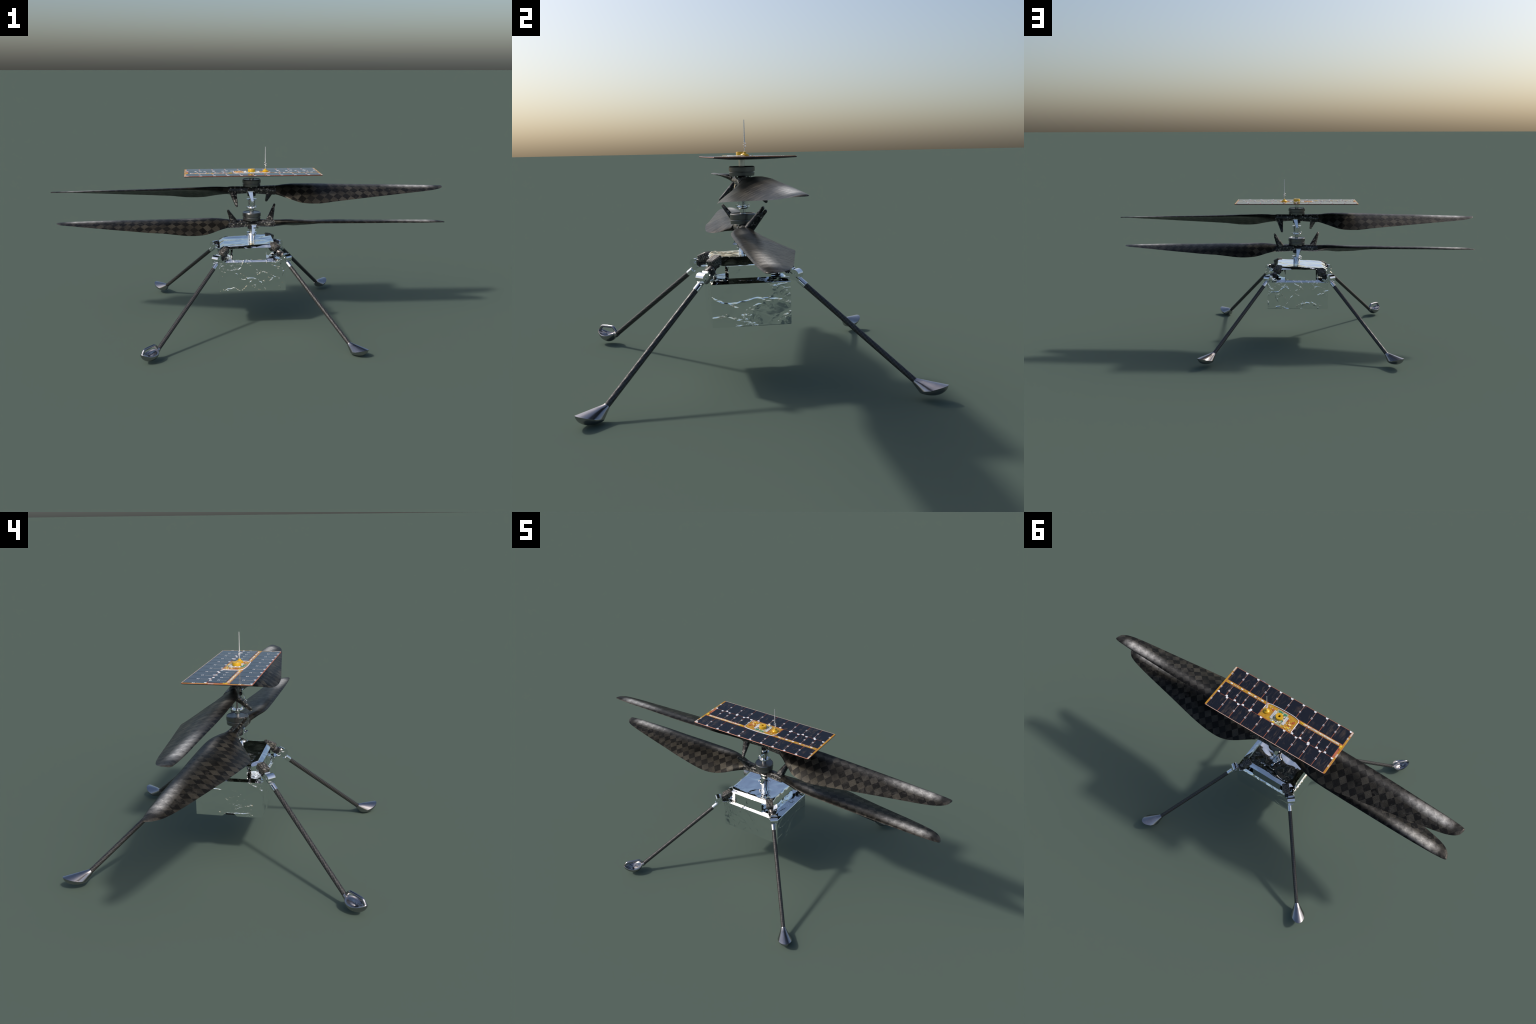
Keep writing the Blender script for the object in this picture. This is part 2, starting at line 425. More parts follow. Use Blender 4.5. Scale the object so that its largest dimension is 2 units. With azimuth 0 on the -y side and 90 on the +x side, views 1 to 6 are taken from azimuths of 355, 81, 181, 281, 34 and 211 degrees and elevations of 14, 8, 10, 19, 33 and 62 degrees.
def arm_and_horn(mirror, up):
    """blade grip (arm) lofted out of the hub, in blade frame"""
    sg = -1 if mirror else 1
    B = Build(); rings = []
    for r, w, h, z in ((.014, .036, .034, 0), (.030, .044, .037, 0), (.060, .046, .038, -.001), (.095, .050, .038, -.002), (.113, .056, .036, -.002), (.122, .055, .033, -.002)):
        ring = []
        tl = math.radians(24 if not mirror else 17) * min(1, r / .1)
        for k in range(20):
            a = 2 * math.pi * k / 20; ca, sa = math.cos(a), math.sin(a)
            y = math.copysign(abs(ca) ** .65, ca) * w / 2; z0 = math.copysign(abs(sa) ** .65, sa) * h / 2
            yy = y * math.cos(tl) - z0 * math.sin(tl); zz = y * math.sin(tl) + z0 * math.cos(tl)
            ring.append(Vector((r, sg * (yy - .003), zz + z)))
        rings.append(ring)
    B.loft(rings)
    return B.mesh("blade_grip", 45)

def horn_mesh(base, tip, wx0, wx1, wy0, wy1, fork=False):
    base, tip = Vector(base), Vector(tip); d = (tip - base).normalized()
    ex = Vector((1, 0, 0)); ex = (ex - d * ex.dot(d)).normalized(); ey = d.cross(ex)
    B = Build()
    def seg(a, b, o0, o1, p0, q0, p1, q1, nseg=5):
        rings = []
        for k in range(nseg + 2):
            t = min(1, k / nseg); c = a.lerp(b, t) + ey * (o0 + (o1 - o0) * t)
            p, q = p0 + (p1 - p0) * t, q0 + (q1 - q0) * t
            if k == nseg + 1: c = c + d * (min(p, q) * .35); p *= .45; q *= .45
            rings.append([c + ex * (math.copysign(abs(math.cos(a2)) ** .6, math.cos(a2)) * p / 2) + ey * (math.copysign(abs(math.sin(a2)) ** .6, math.sin(a2)) * q / 2)
                          for a2 in [2 * math.pi * i / 16 for i in range(16)]])
        B.loft(rings)
    if fork:
        m = base.lerp(tip, .80)
        seg(base, m, 0, 0, wx0, wy0, wx0 + (wx1 - wx0) * .8, wy0 + (wy1 - wy0) * .8)
        w = wy1 * .52
        for s in (-1, 1):
            seg(base.lerp(tip, .74), tip - d * (.004 if s > 0 else 0), s * w * .54, s * w * .56, wx1 * 1.25, w * 1.02, wx1, w * .95, 3)
    else:
        seg(base, tip, 0, 0, wx0, wy0, wx1, wy1)
    return B.mesh("pitch_horn", 45)

def build_rotor(z, phi, lower):
    # discs: (bottom, top) of the grey ring
    top = .5854 if lower else .7552; bot = .5467 if lower else .7205; dk = .4975 if lower else .6680
    B = Build().mat(M["hub"])
    o = z
    h = top - bot
    B.revolve([(.0100, top - .0015 - o), (.0415, top - .0015 - o), (.0430, top - o), (.0448, top - o), (.0470, top - .0035 - o), (.0470, top - h * .50 - o), (.0458, top - h * .52 - o), (.0432, top - h * .525 - o),
               (.0432, top - h * .60 - o), (.0450, top - h * .605 - o), (.0455, top - h * .64 - o), (.0450, bot + .0015 - o), (.0438, bot - o), (.012, bot - o)], n=56)
    B.mat(M["dark"])
    B.revolve([(.024, bot + .001 - o), (.026, bot - .006 - o), (.019, bot - .014 - o), (.019, dk + .016 - o), (.0215, dk + .013 - o), (.0215, dk + .003 - o), (.018, dk - o)], n=32)
    B.mat(M["forged"])
    B.box((0, 0, (bot + dk) / 2 - o + .002), (1, 0, 0), (0, 1, 0), (0, 0, 1), .046, .046, .024, .005)
    B.mat(M["silver"])
    for a in range(6):
        an = a * math.pi / 3 + .4; c = Vector((.031 * math.cos(an), .031 * math.sin(an), bot - .004 - o))
        B.cyl(c, c + Vector((0, 0, .005)), .0032, n=10)
    hub = mk_obj("rotor_hub", B.mesh("rotor_hub", 20), None, ROOT, Matrix.Translation((HUB.x, HUB.y, z)))
    bm = blade_mesh(lower); gm = arm_and_horn(lower, lower)
    bmat = M["blade_l"] if lower else M["blade_u"]
    for s in (0, 1):
        rot = Matrix.Rotation(phi + s * math.pi, 4, "Z")
        mk_obj("rotor_blade", bm, bmat, hub, rot @ Matrix.Translation((0, 0, .0004 if lower else 0)))
        mk_obj("blade_grip", gm, M["forged"], hub, rot)
    if lower:
        h0 = horn_mesh((.090, .004, .002), (.1234, .062, .080), .040, .012, .036, .024, True)
        h1 = horn_mesh((-.088, -.004, .002), (-.1235, -.0605, .078), .040, .012, .026, .012)
    else:
        h0 = horn_mesh((.097, .004, -.002), (.0825, .074, -.0696), .040, .0125, .028, .012)
        h1 = horn_mesh((-.097, -.004, -.002), (-.0800, -.0741, -.0699), .040, .0125, .028, .012)
    for h in (h0, h1): mk_obj("pitch_horn", h, M["forged"], hub)
    return hub

def build_mast():
    B = Build().mat(M["mast"])
    x, y = HUB.x, HUB.y
    B.cyl((x, y, .424), (x, y, .7885), .0110, n=32)
    mast = mk_obj("mast", B.mesh("mast"), None, ROOT)
    def swash(zt, zb, base):
        B = Build().mat(M["silver"])
        c = (x, y, 0)
        B.revolve([(.0110, zt), (.0235, zt), (.0254, zt - .001), (.0254, zt - .0035), (.0235, zt - .0045), (.0205, zt - .005), (.0160, zb + .006), (.0160, zb + .001)] if not base else
                  [(.0110, zt), (.0235, zt), (.0254, zt - .001), (.0254, zt - .0035), (.0235, zt - .0045), (.0205, zt - .006), (.0165, zt - .034), (.0165, zb + .008), (.0215, zb + .003), (.0225, zb)], c, n=40)
        if not base:
            B.revolve([(.012, zb + .002), (.0240, zb + .002), (.0254, zb), (.0254, zb - .004), (.022, zb - .005), (.018, zb - .009), (.012, zb - .009)], c, n=40)
        ring = .0205
        for k in range(4):
            a = k * math.pi / 2 + .5
            p = Vector((x + ring * math.cos(a), y + ring * math.sin(a), 0))
            q = p + Vector((0, 0, zt - .004)); r = p + Vector((0, 0, zb + .004 if base else zb))
            B.cyl(r, q, .0019, n=8)
            e = Vector((math.cos(a), math.sin(a), 0)); t = Vector((-e.y, e.x, 0))
            zz = zb + .001 if not base else zt - .014
            B.box(Vector((x, y, zz)) + e * .0270, e, t, (0, 0, 1), .010, .008, .010, .0015)
        # lug arms that carry the links
        for s in (1, -1):
            B.cyl((x + s * .012, y - s * .010, zt - .006), (x + s * .006, y - s * .040, zt - .008), .0035, n=10)
        mk_obj("swashplate", B.mesh("swashplate"), None, mast)
    swash(.6545, .6110, False)
    swash(.4820, .4260, True)
    # flat pitch links, one on each side of the mast
    def link(zt, zb, x0, x1, name):
        for s in (1, -1):
            Bk = Build().mat(M["silver"])
            a = Vector((x + s * x0, y - s * .023, zt)); b = Vector((x + s * x1, y - s * .0375, zb)); d = (b - a)
            rings = []
            nrm = Vector((0, -1, -.33)).normalized()
            for t, w in ((0, .0225), (.5, .0165), (1, .0095)):
                p = a + d * t; e = Vector((1, 0, 0))
                rings.append([p + e * w / 2 + nrm * .0015, p - e * w / 2 + nrm * .0015, p - e * w / 2 - nrm * .0015, p + e * w / 2 - nrm * .0015])
            Bk.loft(rings)
            Bk.cyl(a + Vector((-.014 * s, 0, .001)), a + Vector((.014 * s, 0, .001)), .0032, n=10)
            Bk.cyl(b + Vector((-.006, 0, 0)), b + Vector((.006, 0, 0)), .0030, n=10)
            mk_obj("pitch_link", Bk.mesh("pitch_link"), None, mast)
    link(.6930, .6440, -.0075, .0030, "u")
    link(.5215, .4735, .0105, .0035, "l")
    # servo arm beside the lower swashplate links
    Bk = Build().mat(M["silver"])
    Bk.box((x + .020, y - .033, .509), (1, 0, 0), (0, 1, 0), (0, 0, 1), .026, .008, .006, .001)
    Bk.cyl((x + .028, y - .037, .509), (x + .028, y - .023, .509), .004, n=12)
    mk_obj("servo_arm", Bk.mesh("servo_arm"), None, mast)

# ---------- foil box and shouldered top
BX0, BX1, BY0, BY1 = -.1763, .1612, -.1430, .1344
def build_box():
    B = Build().mat(M["foil"])
    def ring(x0, x1, y0, y1, z, n=14):
        pts = []
        for (ax, ay), (bx, by) in (((x0, y0), (x1, y0)), ((x1, y0), (x1, y1)), ((x1, y1), (x0, y1)), ((x0, y1), (x0, y0))):
            for k in range(n): pts.append(Vector((ax + (bx - ax) * k / n, ay + (by - ay) * k / n, z)))
        return pts
    zs = [(.2025, .002), (.2045, 0)] + [(.2045 + (.3545 - .2045) * k / 8, 0) for k in range(1, 9)] + [(.3565, .0012)]
    rings = [ring(BX0 + i, BX1 - i, BY0 + i, BY1 - i, z) for z, i in zs]
    # sloping rim that carries the top
    for t in (.35, .7, 1.):
        i = .0012 + .0165 * t
        rings.append(ring(BX0 + i * .7, BX1 - i * 2.2, BY0 + i * .8, BY1 - i * .6, .3565 + .0115 * t))
    for k, rg in enumerate(rings):
        for p in rg:
            if k >= 2 and k <= 9:
                nz = noise.noise(Vector((p.x * 14, p.y * 14, p.z * 14))) * .0006
                e = Vector((p.x + .0075, p.y + .004, 0)); ax = abs(e.x) / .169 > abs(e.y) / .139
                if ax: p.x += math.copysign(nz, e.x)
                else: p.y += math.copysign(nz, e.y)
    B.loft(rings)
    me = B.mesh("foil_box", 30)
    box = mk_obj("foil_box", me, None, ROOT)
    # bay window cut into the lower edge on the -x side
    cut = Build().mat(M["dark"])
    prof = [(-.034, .19), (-.034, .2020), (-.018, .2165), (.014, .2165), (.030, .2020), (.030, .19)]
    rings = [[Vector((X, yy - .004, zz)) for yy, zz in prof] for X in (-.20, -.125)]
    cut.loft(rings)
    co = mk_obj("bay_cutter", cut.mesh("bay_cutter"))
    md = box.modifiers.new("bay", "BOOLEAN"); md.object = co; md.operation = "DIFFERENCE"; md.solver = "EXACT"
    try: md.material_mode = "TRANSFER"
    except Exception: pass
    bpy.context.view_layer.update()
    dg = bpy.context.evaluated_depsgraph_get()
    nm = bpy.data.meshes.new_from_object(box.evaluated_get(dg))
    box.modifiers.clear(); box.data = nm; nm.name = "foil_box"
    finish(nm, 30)
    bpy.data.objects.remove(co)
    # black insert added to darken the inside of the notch
    Bb = Build().mat(M["dark"])
    Bb.box((-.158, -.006, .2105), (1, 0, 0), (0, 1, 0), (0, 0, 1), .020, .036, .011, .001)
    mk_obj("bay_insert", Bb.mesh("bay_insert"), None, box)
    return box

def octa(x0, x1, y0, y1, cx, cy, per=10, q=0.):
    """outline with cut corners, evenly resampled per side"""
    c = [(x0 + cx, y0), (x1 - cx, y0), (x1, y0 + cy), (x1, y1 - cy), (x1 - cx, y1), (x0 + cx, y1), (x0, y1 - cy), (x0, y0 + cy)]
    out = []
    inner = {1: (x1 - cx, y0 + cy), 3: (x1 - cx, y1 - cy), 5: (x0 + cx, y1 - cy), 7: (x0 + cx, y0 + cy)}
    for i, ((a, b), (d, e)) in enumerate(zip(c, c[1:] + c[:1])):
        for k in range(per):
            t = k / per; px, py = a + (d - a) * t, b + (e - b) * t
            if i in inner and q:
                ix, iy = inner[i]
                nx, ny = (a + (ix - a) * 2 * t, b + (iy - b) * 2 * t) if t < .5 else (ix + (d - ix) * (2 * t - 1), iy + (e - iy) * (2 * t - 1))
                px += (nx - px) * q; py += (ny - py) * q
            out.append((px, py))
    return out

def build_top():
    B = Build().mat(M["foil_top"])
    # leaning walls cut back at the corners, a lip, a sloping shoulder and a tilted, crumpled crown
    W0 = (-.1668, .1205, -.1345, .1264); D0 = (-.1470, .1050, -.1180, .1070)
    ctr = Vector(((W0[0] + W0[1]) / 2, (W0[2] + W0[3]) / 2, 0)); hx, hy = (W0[1] - W0[0]) / 2, (W0[3] - W0[2]) / 2
    def wall_top(x, y):
        ex, ey = (x - ctr.x) / hx, (y - ctr.y) / hy
        wx, wy = abs(ex) ** 8 + 1e-6, abs(ey) ** 8 + 1e-6
        zx = .4095 if ex > 0 else .4180; zy = .4240 + .020 * x if ey < 0 else .4245
        return (zx * wx + zy * wy) / (wx + wy)
    def deck(x): return .4375 + .055 * x
    rings = []
    def R(box, cx, cy, zf, q=0.): rings.append([Vector((px, py, zf(px, py))) for px, py in octa(*box, cx, cy, q=q)])
    def inset(d): return (W0[0] + d, W0[1] - d, W0[2] + d, W0[3] - d)
    for t in (0, .3, .65, 1.):
        R((W0[0] - .001 * (1 - t), W0[1] + .001 * (1 - t), W0[2] - .0005 * (1 - t), W0[3] + .0015 * (1 - t)), .060, .056, lambda x, y, t=t: .366 + (wall_top(x, y) - .366) * t, q=.75)
    def mixbox(t): return tuple(a + (b - a) * t for a, b in zip(W0, D0))
    for t, cx, cy in ((0., .036, .031), (.33, .030, .026), (.66, .025, .021), (.9, .020, .017), (1., .019, .016)):
        tz = (.10, .45, .78, .96, 1.)[(0., .33, .66, .9, 1.).index(t)]
        R(mixbox(t), cx, cy, lambda x, y: wall_top(x, y) + (deck(x) - wall_top(x, y)) * tz)
    edge = [Vector(p) for p in rings[-1]]; cc = Vector((HUB.x, HUB.y, 0))
    nring = 18
    for k in range(1, nring):
        t = k / nring
        rings.append([Vector((p.x + (cc.x - p.x) * t, p.y + (cc.y - p.y) * t, deck(p.x + (cc.x - p.x) * t) - .003 * math.sin(t * math.pi * .5))) for p in edge])
    n0 = 4
    for k, rg in enumerate(rings):
        for p in rg:
            q = Vector((p.x * 12, p.y * 12, 2.3)); amp = 0 if k < n0 else (.0010 if k < n0 + 4 else .0036)
            p.z += amp * (noise.noise(q) + .5 * noise.noise(q * 2.3 + Vector((3, 1, 0))))
            if 0 < k < 4:
                d = (p - ctr).normalized(); p.x += d.x * .0007 * noise.noise(p * 40); p.y += d.y * .0007 * noise.noise(p * 40)
    B.loft(rings)
    return mk_obj("foil_top", B.mesh("foil_top", 28), None, ROOT)

# ---------- legs
LEGS = [  # ankle, tube top, hinge drum centre, bracket block centre, open foot
    ((-.4723, -.5020, .0475), (-.2057, -.2017, .3395), (-.1870, -.1720, .3815), (-.1541, -.1453, .4100), .008, True),
    ((.4202, -.4970, .0400), (.1772, -.1995, .3410), (.1600, -.1705, .3800), (.1090, -.1290, .4290), .000, False),
    ((-.4630, .4925, .0550), (-.2085, .1860, .3420), (-.1885, .1475, .3815), (-.1405, .1239, .4110), .0165, False),
    ((.4265, .4930, .0535), (.1815, .1830, .3420), (.1554, .1542, .3785), (.1050, .1220, .4270), .0145, False)]

def build_leg(ank, top, drum, blk, sole, open_foot):
    ank, top, drum, blk = map(Vector, (ank, top, drum, blk))
    d = (top - ank); Ln = d.length; d.normalize()
    q = d.to_track_quat("Z", "Y").to_matrix().to_4x4()
    B = Build().mat(M["leg"])
    B.revolve([(.0098, -.004), (.0098, Ln + .001)], n=28)
    leg = mk_obj("leg", B.mesh("leg"), None, ROOT, Matrix.Translation(ank) @ q)
    inv = leg.matrix_basis.inverted()
    def sub(name, Bd, angle=35):
        me = Bd.mesh(name, angle)
        return mk_obj(name, me, None, leg, inv.copy())   # parts built in world space
    out = Vector((-d.x, -d.y, 0)).normalized(); tan = Vector((-out.y, out.x, 0)); up = Vector((0, 0, 1))
    # silver sleeve with a flat tongue reaching into the hinge
    B = Build().mat(M["silver"])
    B.cyl(top - d * .001, top + d * .029, .0116, n=28, ch=.001)
    side = d.cross(tan).normalized()
    B.box(top + d * .040, tan, side, d, .016, .016, .034, .002)
    sub("leg_sleeve", B)
    # hinge: drum across the leg, split by a slot along the leg line
    B = Build().mat(M["silver"])
    nrm = d.cross(tan).normalized()
    if nrm.z < 0: nrm = -nrm               # points outward and up
    r = .0192
    for sgn, ln, sh in ((1, .037, .0), (-1, .034, .0)):
        prof = []
        for k in range(17):
            a = math.asin(.10) + (math.pi - 2 * math.asin(.10)) * k / 16
            prof.append((math.cos(a) * r, math.sin(a) * r))
        rings = [[drum + d * p + nrm * (qq * sgn) + tan * t for p, qq in prof] for t in (-ln / 2, ln / 2)]
        B.loft(rings)
    B.cyl(drum - tan * .0195, drum + tan * .0195, .007, n=16)
    B.box(drum, tan, nrm, d, .026, .012, .030)
    # base lug and strap running back to the box corner
    B.box(drum - out * .020 + up * -.004, tan, out, up, .030, .030, .020, .002)
    B.box(drum - out * .034 + up * -.011, tan, out, up, .040, .034, .005, .001)
    B.cyl(drum + out * .016 - up * .019 - tan * .011, drum + out * .016 - up * .019 + tan * .011, .0030, n=10)
    B.cyl(drum - out * .012 + up * .019 - tan * .013, drum - out * .012 + up * .019 + tan * .013, .0034, n=10)
    sub("leg_hinge", B)
    # carbon bracket
    B = Build().mat(M["forged_big"])
    ax = Vector((out.x, out.y, -.42)).normalized(); az = ax.cross(tan).normalized()
    if az.z < 0: az = -az
    blk = blk - out * .005
    B.box(blk, ax, tan, az, .047, .036, .029, .0035)
    B.mat(M["dark"])
    B.box(blk - up * .015 + out * .003, out, tan, up, .032, .030, .018, .004)
    c2 = blk.lerp(drum, .45) - up * .013
    B.cyl(c2 - tan * .016, c2 + tan * .016, .0125, n=6, ch=.0015)
    B.cyl(c2 - tan * .0175, c2 + tan * .0175, .0060, n=14)
    B.box(blk.lerp(drum, .55) - up * .002, out, tan, up, .022, .024, .016, .003)
    B.mat(M["grey_dark"])
    c0 = blk.lerp(drum, .25) - up * .010; c1 = blk.lerp(drum, .80)
    B.cyl(c0, c1, .0115, n=20, ch=.001)
    B.cyl(c0.lerp(c1, .60), c0.lerp(c1, .72), .0126, n=20)
    sub("leg_bracket", B)
    # foot
    B = Build().mat(M["foot"])
    n = 40
    fa, fb = (.0500, .0335) if open_foot else (.0475, .0335)
    cen = ank + out * (.0590 if open_foot else .0615)
    zt, zb = sole + .0405, sole + .0075        # rim height at toe and heel
    def rim(k, s=1.0):
        a = 2 * math.pi * k / n; e = math.cos(a); f = math.sin(a)
        p = cen + out * (e * fa * s) + tan * (f * fb * s * ((1 - .24 * e) * .97 if open_foot else 1 - .10 * e))
        if open_foot: p.z = sole + .0285 + (.0110 * e * e if e < 0 else .0165 * e * e)
        else: p.z = zb + (zt - zb) * (e + 1) / 2
        return p
    v0 = d.cross(tan).normalized()
    if v0.dot(out) < 0: v0 = -v0
    def ank_ring(r, off): return [ank + d * off + (v0 * math.cos(2 * math.pi * k / n) + tan * math.sin(2 * math.pi * k / n)) * r for k in range(n)]
    dome = []
    for s in (.97, .90, .80, .66, .50, .32, .14):
        rg = []
        for k in range(n):
            p = rim(k, s) - out * (.008 * (1 - s)); p.z = sole + (p.z - sole) * (1 - math.sqrt(max(0, 1 - s ** 2.3))) ** .85
            rg.append(p)
        dome.append(rg)
    if not open_foot:
        rings = [ank_ring(.0112, .003), ank_ring(.0116, 0)]
        for t in (.25, .5, .75, .94):
            a0 = rings[1]
            rings.append([a0[k].lerp(rim(k), t) for k in range(n)])
        rings += [[rim(k) for k in range(n)]] + dome
        B.loft(rings)
    else:
        # spoon: dished bowl with a rolled rim and a strap handle over it
        B.cyl(ank + d * .003, ank - d * .012, .0112, .0118, n=28)
        inner = []
        for s in (.10, .35, .58, .76, .88):
            rg = []
            for k in range(n):
                p = rim(k, s); p.z -= .0095 * (1 - s ** 1.4); rg.append(p)
            inner.append(rg)
        def lip(s, dz): return [rim(k, s) + up * dz for k in range(n)]
        B.loft(inner + [lip(.93, .002), lip(.97, .003), lip(1., .0015), lip(1.01, -.001)] + dome)
        path = [ank + out * (r_) + up * z_ for r_, z_ in ((.004, .002), (.012, .012), (.020, .0215), (.027, .0258), (.040, .0262), (.066, .0256), (.083, .0242), (.0910, .0212), (.0975, .0130), (.1035, .003))]
        B.tube(smooth_path(path, 5), .0062, 14)
    sub("foot", B, 50)
    return leg

# ---------- solar panel
PX0, PX1, PY0, PY1, PZ = -.3400, .3405, -.1400, .1270, .7900
def rrect(x0, x1, y0, y1, r, z, n=5):
    pts = []
    for cx, cy, a0 in ((x1 - r, y0 + r, -90), (x1 - r, y1 - r, 0), (x0 + r, y1 - r, 90), (x0 + r, y0 + r, 180)):
        for k in range(n): 
            a = math.radians(a0 + 90 * k / (n - 1)); pts.append(Vector((cx + r * math.cos(a), cy + r * math.sin(a), z)))
    return pts

def build_panel():
    B = Build().mat(M["under"])
    i = .0
    B.loft([rrect(-.16, .16, -.058, .045, .02, PZ - .0105), rrect(-.20, .20, -.070, .057, .02, PZ - .0100),
            rrect(PX0 + .002, PX1 - .002, PY0 + .002, PY1 - .002, .006, PZ - .0042), rrect(PX0, PX1, PY0, PY1, .007, PZ - .0030), rrect(PX0, PX1, PY0, PY1, .007, PZ - .0008)], True, False)
    B.mat(M["copper"])
    B.loft([rrect(PX0, PX1, PY0, PY1, .007, PZ - .0008), rrect(PX0 + .0008, PX1 - .0008, PY0 + .0008, PY1 - .0008, .007, PZ)], False, True)
    panel = mk_obj("solar_panel", B.mesh("solar_panel"), None, ROOT)
    # amber margins, bus strip and centre board, pale edge strips
    A = Build().mat(M["amber"])
    def slab(Bd, x0, x1, y0, y1, h, z0=PZ - .0003): 
        Bd.box(((x0 + x1) / 2, (y0 + y1) / 2, z0 + h / 2), (1, 0, 0), (0, 1, 0), (0, 0, 1), abs(x1 - x0), abs(y1 - y0), h)
    ys0, ys1 = -.0515, -.0375
    slab(A, PX0 + .001, PX0 + .0085, PY0 + .004, PY1 - .004, .0008)
    slab(A, PX1 - .0085, PX1 - .001, PY0 + .004, PY1 - .004, .0008)
    slab(A, -.318, -.095, ys0, ys1, .0009); slab(A, .095, .328, ys0, ys1, .0009)
    slab(A, -.0905, .0905, -.0505, .0310, .0012)
    mk_obj("circuit_film", A.mesh("circuit_film"), None, panel)
    E = Build().mat(M["cream"])
    slab(E, PX0 + .008, PX1 - .008, PY1 - .0022, PY1 - .0006, .0007)
    slab(E, PX0 + .0005, PX0 + .007, .004, .024, .0012); slab(E, PX0 + .001, PX0 + .007, PY0 + .003, PY0 + .030, .0012)
    slab(E, PX1 - .007, PX1 - .001, PY0 + .003, PY0 + .030, .0012)
    mk_obj("edge_strip", E.mesh("edge_strip"), None, panel)
    # cells
    def cell(x0, x1, y0, y1, dots):
        w, h = x1 - x0, y1 - y0
        key = (round(w, 4), round(h, 4))
        if key not in CELLS:
            b = Build().mat(M["cell"]); b.box((0, 0, 0), (1, 0, 0), (0, 1, 0), (0, 0, 1), w, h, .0013, .0004)
            CELLS[key] = b.mesh("solar_cell")
        mk_obj("solar_cell", CELLS[key], None, panel, Matrix.Translation(((x0 + x1) / 2, (y0 + y1) / 2, PZ + .0005)))
    CELLS = {}
    g = .0011
    W = Build().mat(M["white"]); T = Build().mat(M["greypart"])
    def dot(x, y, dx, dy):
        # half-moon tab set into a cell corner
        n = 9; r = .0094; pts = []
        for k in range(n):
            a = math.pi * k / (n - 1); pts.append((x + dx * .75 * r * math.sin(a) * 0 + r * .72 * math.cos(a), y + dy * r * math.sin(a)))
        rg = [Vector((p, q, PZ + .0008)) for p, q in pts]; rg2 = [Vector((p, q, PZ + .0019)) for p, q in pts]
        W.loft([rg, rg2])
    def ties(x, y, h):
        for k in (-1, 1):
            W.box((x + .0022, y + k * .0030, PZ + .0012), (1, 0, 0), (0, 1, 0), (0, 0, 1), .0042, .0025, .0010)
            W.box((x - .0026, y + k * .0030 + .0010, PZ + .0012), (1, 0, 0), (0, 1, 0), (0, 0, 1), .0030, .0023, .0010)
        # pale busbar tail running down the divider
        T.box((x + .0003, y - .26 * h, PZ + .00105), (1, 0, 0), (0, 1, 0), (0, 0, 1), .0006, h * .32, .0006)
    cx0, cx1 = PX0 + .0095, PX1 - .0095
    for (ya, yb, front) in ((PY0 + .0025, ys0 - .0018, True), (.0345, PY1 - .0035, False)):
        p = (cx1 - cx0) / 10
        for k in range(10):
            a, b = cx0 + p * k, cx0 + p * (k + 1)
            cell(a + g, b - g, ya, yb, 0)
            ex = a + .0055 
            if front: dot(ex, ya - .0006, 0, 1)
            else: dot(ex, ya - .0006, 0, 1)
            ties(b, (ya + yb) / 2 + .002, yb - ya)
        ties(cx0 - .002, (ya + yb) / 2 + .002, yb - ya)
    ya, yb = ys1 + .0018, .0325
    for s in (-1, 1):
        a0, a1 = ((cx0 + .009, -.0935) if s < 0 else (.0935, cx1))
        p = (a1 - a0) / 5
        for k in range(5):
            a, b = a0 + p * k, a0 + p * (k + 1)
            cell(a + g, b - g, ya, yb, 0)
            dot(b - .0062, yb + .0006, 0, -1)
            ties(b, (ya + yb) / 2, yb - ya)
    mk_obj("solder_tab", W.mesh("solder_tab"), None, panel)["kind"] = "stuff"
    mk_obj("busbar_tail", T.mesh("busbar_tail"), None, panel)["kind"] = "stuff"
    # parts along the bus strip
    P = Build()
    def part(mat, x, y, w, h, t, rot=0.):
        P.mat(M[mat]); c, s_ = math.cos(rot), math.sin(rot)
        P.box((x, y, PZ + .0009 + t / 2), (c, s_, 0), (-s_, c, 0), (0, 0, 1), w, h, t, min(.0004, t / 4))
    yc = (ys0 + ys1) / 2
    for x in (.118, .160, .196, .238, .300): part("white", x, yc + .001, .0125, .0062, .0016)
    for x in (.137, .180, .262, .279): 
        for k in range(5): part("white", x + k * .0032 - .006, yc + .0012, .0022, .0022, .0012)
    for x in (.151, .270): part("bluepart", x, yc, .004, .004, .0014)
    for x in (.128, .222, .315): part("greypart", x, yc - .003, .005, .003, .0012)
    # the -x half is mostly pale with scattered dark and yellow parts
    part("cream", -.215, yc, .196, .0085, .0010)
    for k in range(26):
        x = -.308 + k * .0081
        part(rng.choice(["white", "white", "white", "redpart", "yellow", "greypart", "cream"]), x, yc + rng.uniform(-.0025, .0025), rng.uniform(.003, .010), rng.uniform(.002, .0042), .0016 + rng.uniform(0, .0008))
    part("yellow", -.327, -.040, .010, .012, .0014); part("redpart", -.3275, -.024, .008, .012, .0012); part("yellow", -.327, -.030, .008, .005, .0016)
    mk_obj("bus_component", P.mesh("bus_component"), None, panel)["kind"] = "stuff"
    # centre board
    P = Build()
    kx, ky = HUB.x, -.0095
    P.mat(M["board"]); P.box((kx, -.0095, PZ + .0011), (1, 0, 0), (0, 1, 0), (0, 0, 1), .062, .078, .0010)
    for s in (-1, 1):
        hx = kx + s * .0330
        part("greypart", hx, ky + .001, .0150, .0500, .0016)
        for k in range(12): 
            for j in (-1, 1): part("white", hx + j * .0032, ky + .001 + (k - 5.5) * .0039, .0042, .0022, .0024)
    for a in range(18):
        an = a * math.pi / 9; rr = .0245
        part(rng.choice(["white", "blackpart", "greypart", "white"]), kx + rr * math.cos(an), ky + rr * .95 * math.sin(an), .0055, .0034, .0022, an)
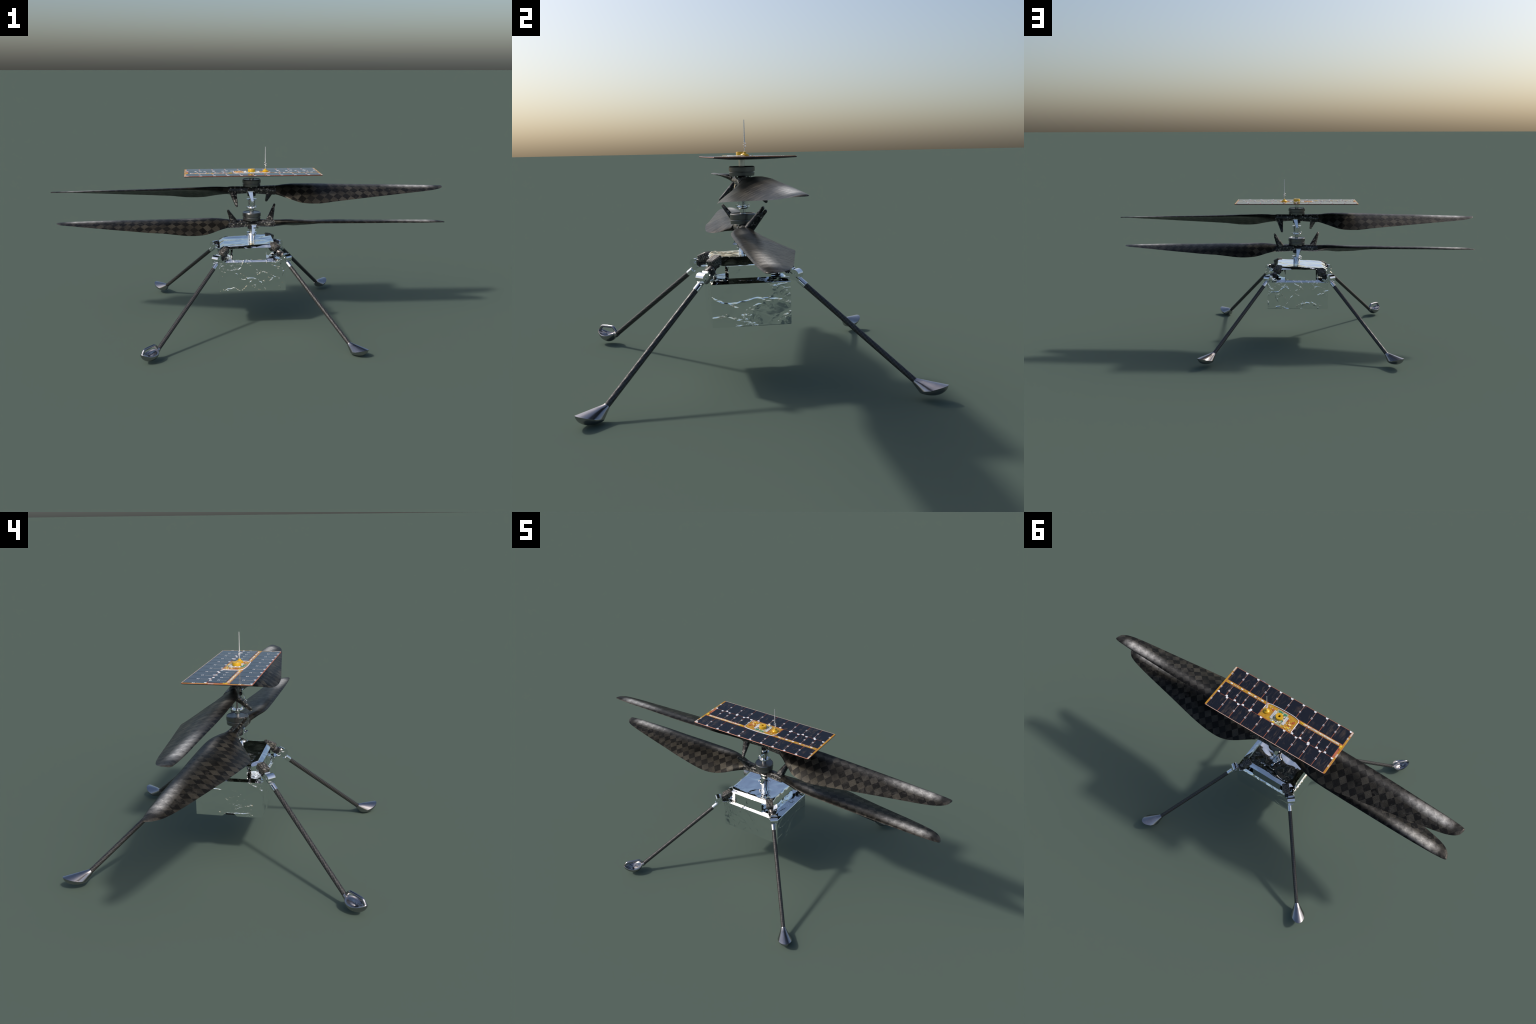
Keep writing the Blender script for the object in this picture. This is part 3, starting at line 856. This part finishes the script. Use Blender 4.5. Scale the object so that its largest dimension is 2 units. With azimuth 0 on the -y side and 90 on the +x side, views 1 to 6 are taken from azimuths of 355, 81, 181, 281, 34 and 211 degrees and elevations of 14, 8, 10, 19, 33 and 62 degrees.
    for x, y, w, h in ((.012, -.030, .016, .010), (-.016, -.028, .016, .010), (-.020, .012, .010, .010), (.002, -.026, .012, .007), (.022, .014, .008, .008)): part("green", kx + x, ky + y, w, h, .0012, rng.uniform(-.2, .2))
    for k in range(34):
        x = rng.uniform(-.028, .028); y = rng.uniform(-.030, .034)
        if math.hypot(x, y) < .024: continue
        part(rng.choice(["yellow", "white", "blackpart", "greypart", "white", "yellow"]), kx + x, ky + y, rng.uniform(.003, .007), rng.uniform(.002, .005), .002, rng.choice([0, 0, .6]))
    for x, y, w, h, m_ in ((-.066, -.004, .020, .022, "redpart"), (-.066, -.004, .012, .010, "yellow"), (-.068, .016, .016, .008, "yellow"), (-.052, .020, .012, .010, "yellow"), (-.074, -.022, .014, .010, "redpart"), (-.048, -.020, .008, .014, "redpart"), (.010, .026, .014, .009, "yellow"), (.046, -.030, .012, .010, "redpart"), (-.080, .024, .010, .007, "cream")):
        part(m_, x, y, w, h, .0014 + rng.uniform(0, .0006))
    for k in range(24): part(rng.choice(["yellow", "redpart", "white", "cream", "greypart"]), rng.uniform(-.086, -.045), rng.uniform(-.036, .026), rng.uniform(.003, .008), rng.uniform(.002, .005), .0022)
    for k in range(14): part(rng.choice(["white", "yellow", "redpart", "cream"]), .0687 + rng.uniform(-.018, .018), -.026 + rng.uniform(-.014, .006), .004, .0025, .0018, .6)
    mk_obj("board_component", P.mesh("board_component"), None, panel)["kind"] = "stuff"
    # pale cable curving round the front of the board
    Cb = Build().mat(M["white"])
    path = [(-.0915, .028, PZ + .0016), (-.0915, -.020, PZ + .0016), (-.0900, -.042, PZ + .0016), (-.070, -.0525, PZ + .0022), (-.02, -.0560, PZ + .0022), (.04, -.0545, PZ + .0022), (.078, -.0500, PZ + .0018), (.0905, -.036, PZ + .0016), (.0915, -.010, PZ + .0016)]
    Cb.tube(smooth_path(path, 6), .0016, 8)
    mk_obj("border_cable", Cb.mesh("border_cable"), None, panel)
    # gold mast cap
    G = Build().mat(M["gold"])
    G.revolve([(.0178, .0), (.0186, .001), (.0186, .0150), (.0178, .0162), (.0072, .0162), (.0062, .0155), (.0058, .006)], (kx, ky, PZ), n=40, cap0=True, cap1=False)
    G.mat(M["blackpart"]); G.revolve([(.0059, .006), (.001, .006)], (kx, ky, PZ), n=24)
    mk_obj("mast_cap", G.mesh("mast_cap"), None, panel)

def build_antenna():
    ax, ay = .0687, -.0061
    G = Build().mat(M["gold"])
    G.revolve([(.0150, 0), (.0152, .002), (.0150, .0055), (.0125, .0085), (.0080, .0098), (.0062, .0115), (.0058, .0150), (.0030, .0166)], (ax, ay, PZ), n=36)
    ant = mk_obj("antenna_base", G.mesh("antenna_base"), None, ROOT)
    W = Build().mat(M["wire"])
    pts = [(ax, ay, PZ + .014), (ax, ay, .8185)]
    for k in range(30):
        a = k / 29 * 2 * math.pi * 2; r = .0048 * min(1, k / 3, (29 - k) / 3)
        pts.append((ax + r * math.sin(a), ay - r * math.cos(a), .820 + .0195 * k / 29))
    W.tube(pts, .0012, 8)
    W.tube([(ax, ay, .839), (ax, ay, .875), (ax, ay, .9165)], lambda t: .0021 - .0009 * t, 10)
    mk_obj("antenna_wire", W.mesh("antenna_wire"), None, ant)

# ------------------------------------------------------------------ assemble
build_materials()
ROOT = bpy.data.objects.new("scout_helicopter", None); COL.objects.link(ROOT)
ROOT["label"] = "small twin-rotor helicopter with solar panel, foil box and four legs"
ROOT["category"] = "helicopter"
build_rotor(.7000, .013, False)
build_rotor(.5280, -.058, True)
build_mast()
build_box()
build_top()
for lg in LEGS: build_leg(*lg)
build_panel()
build_antenna()
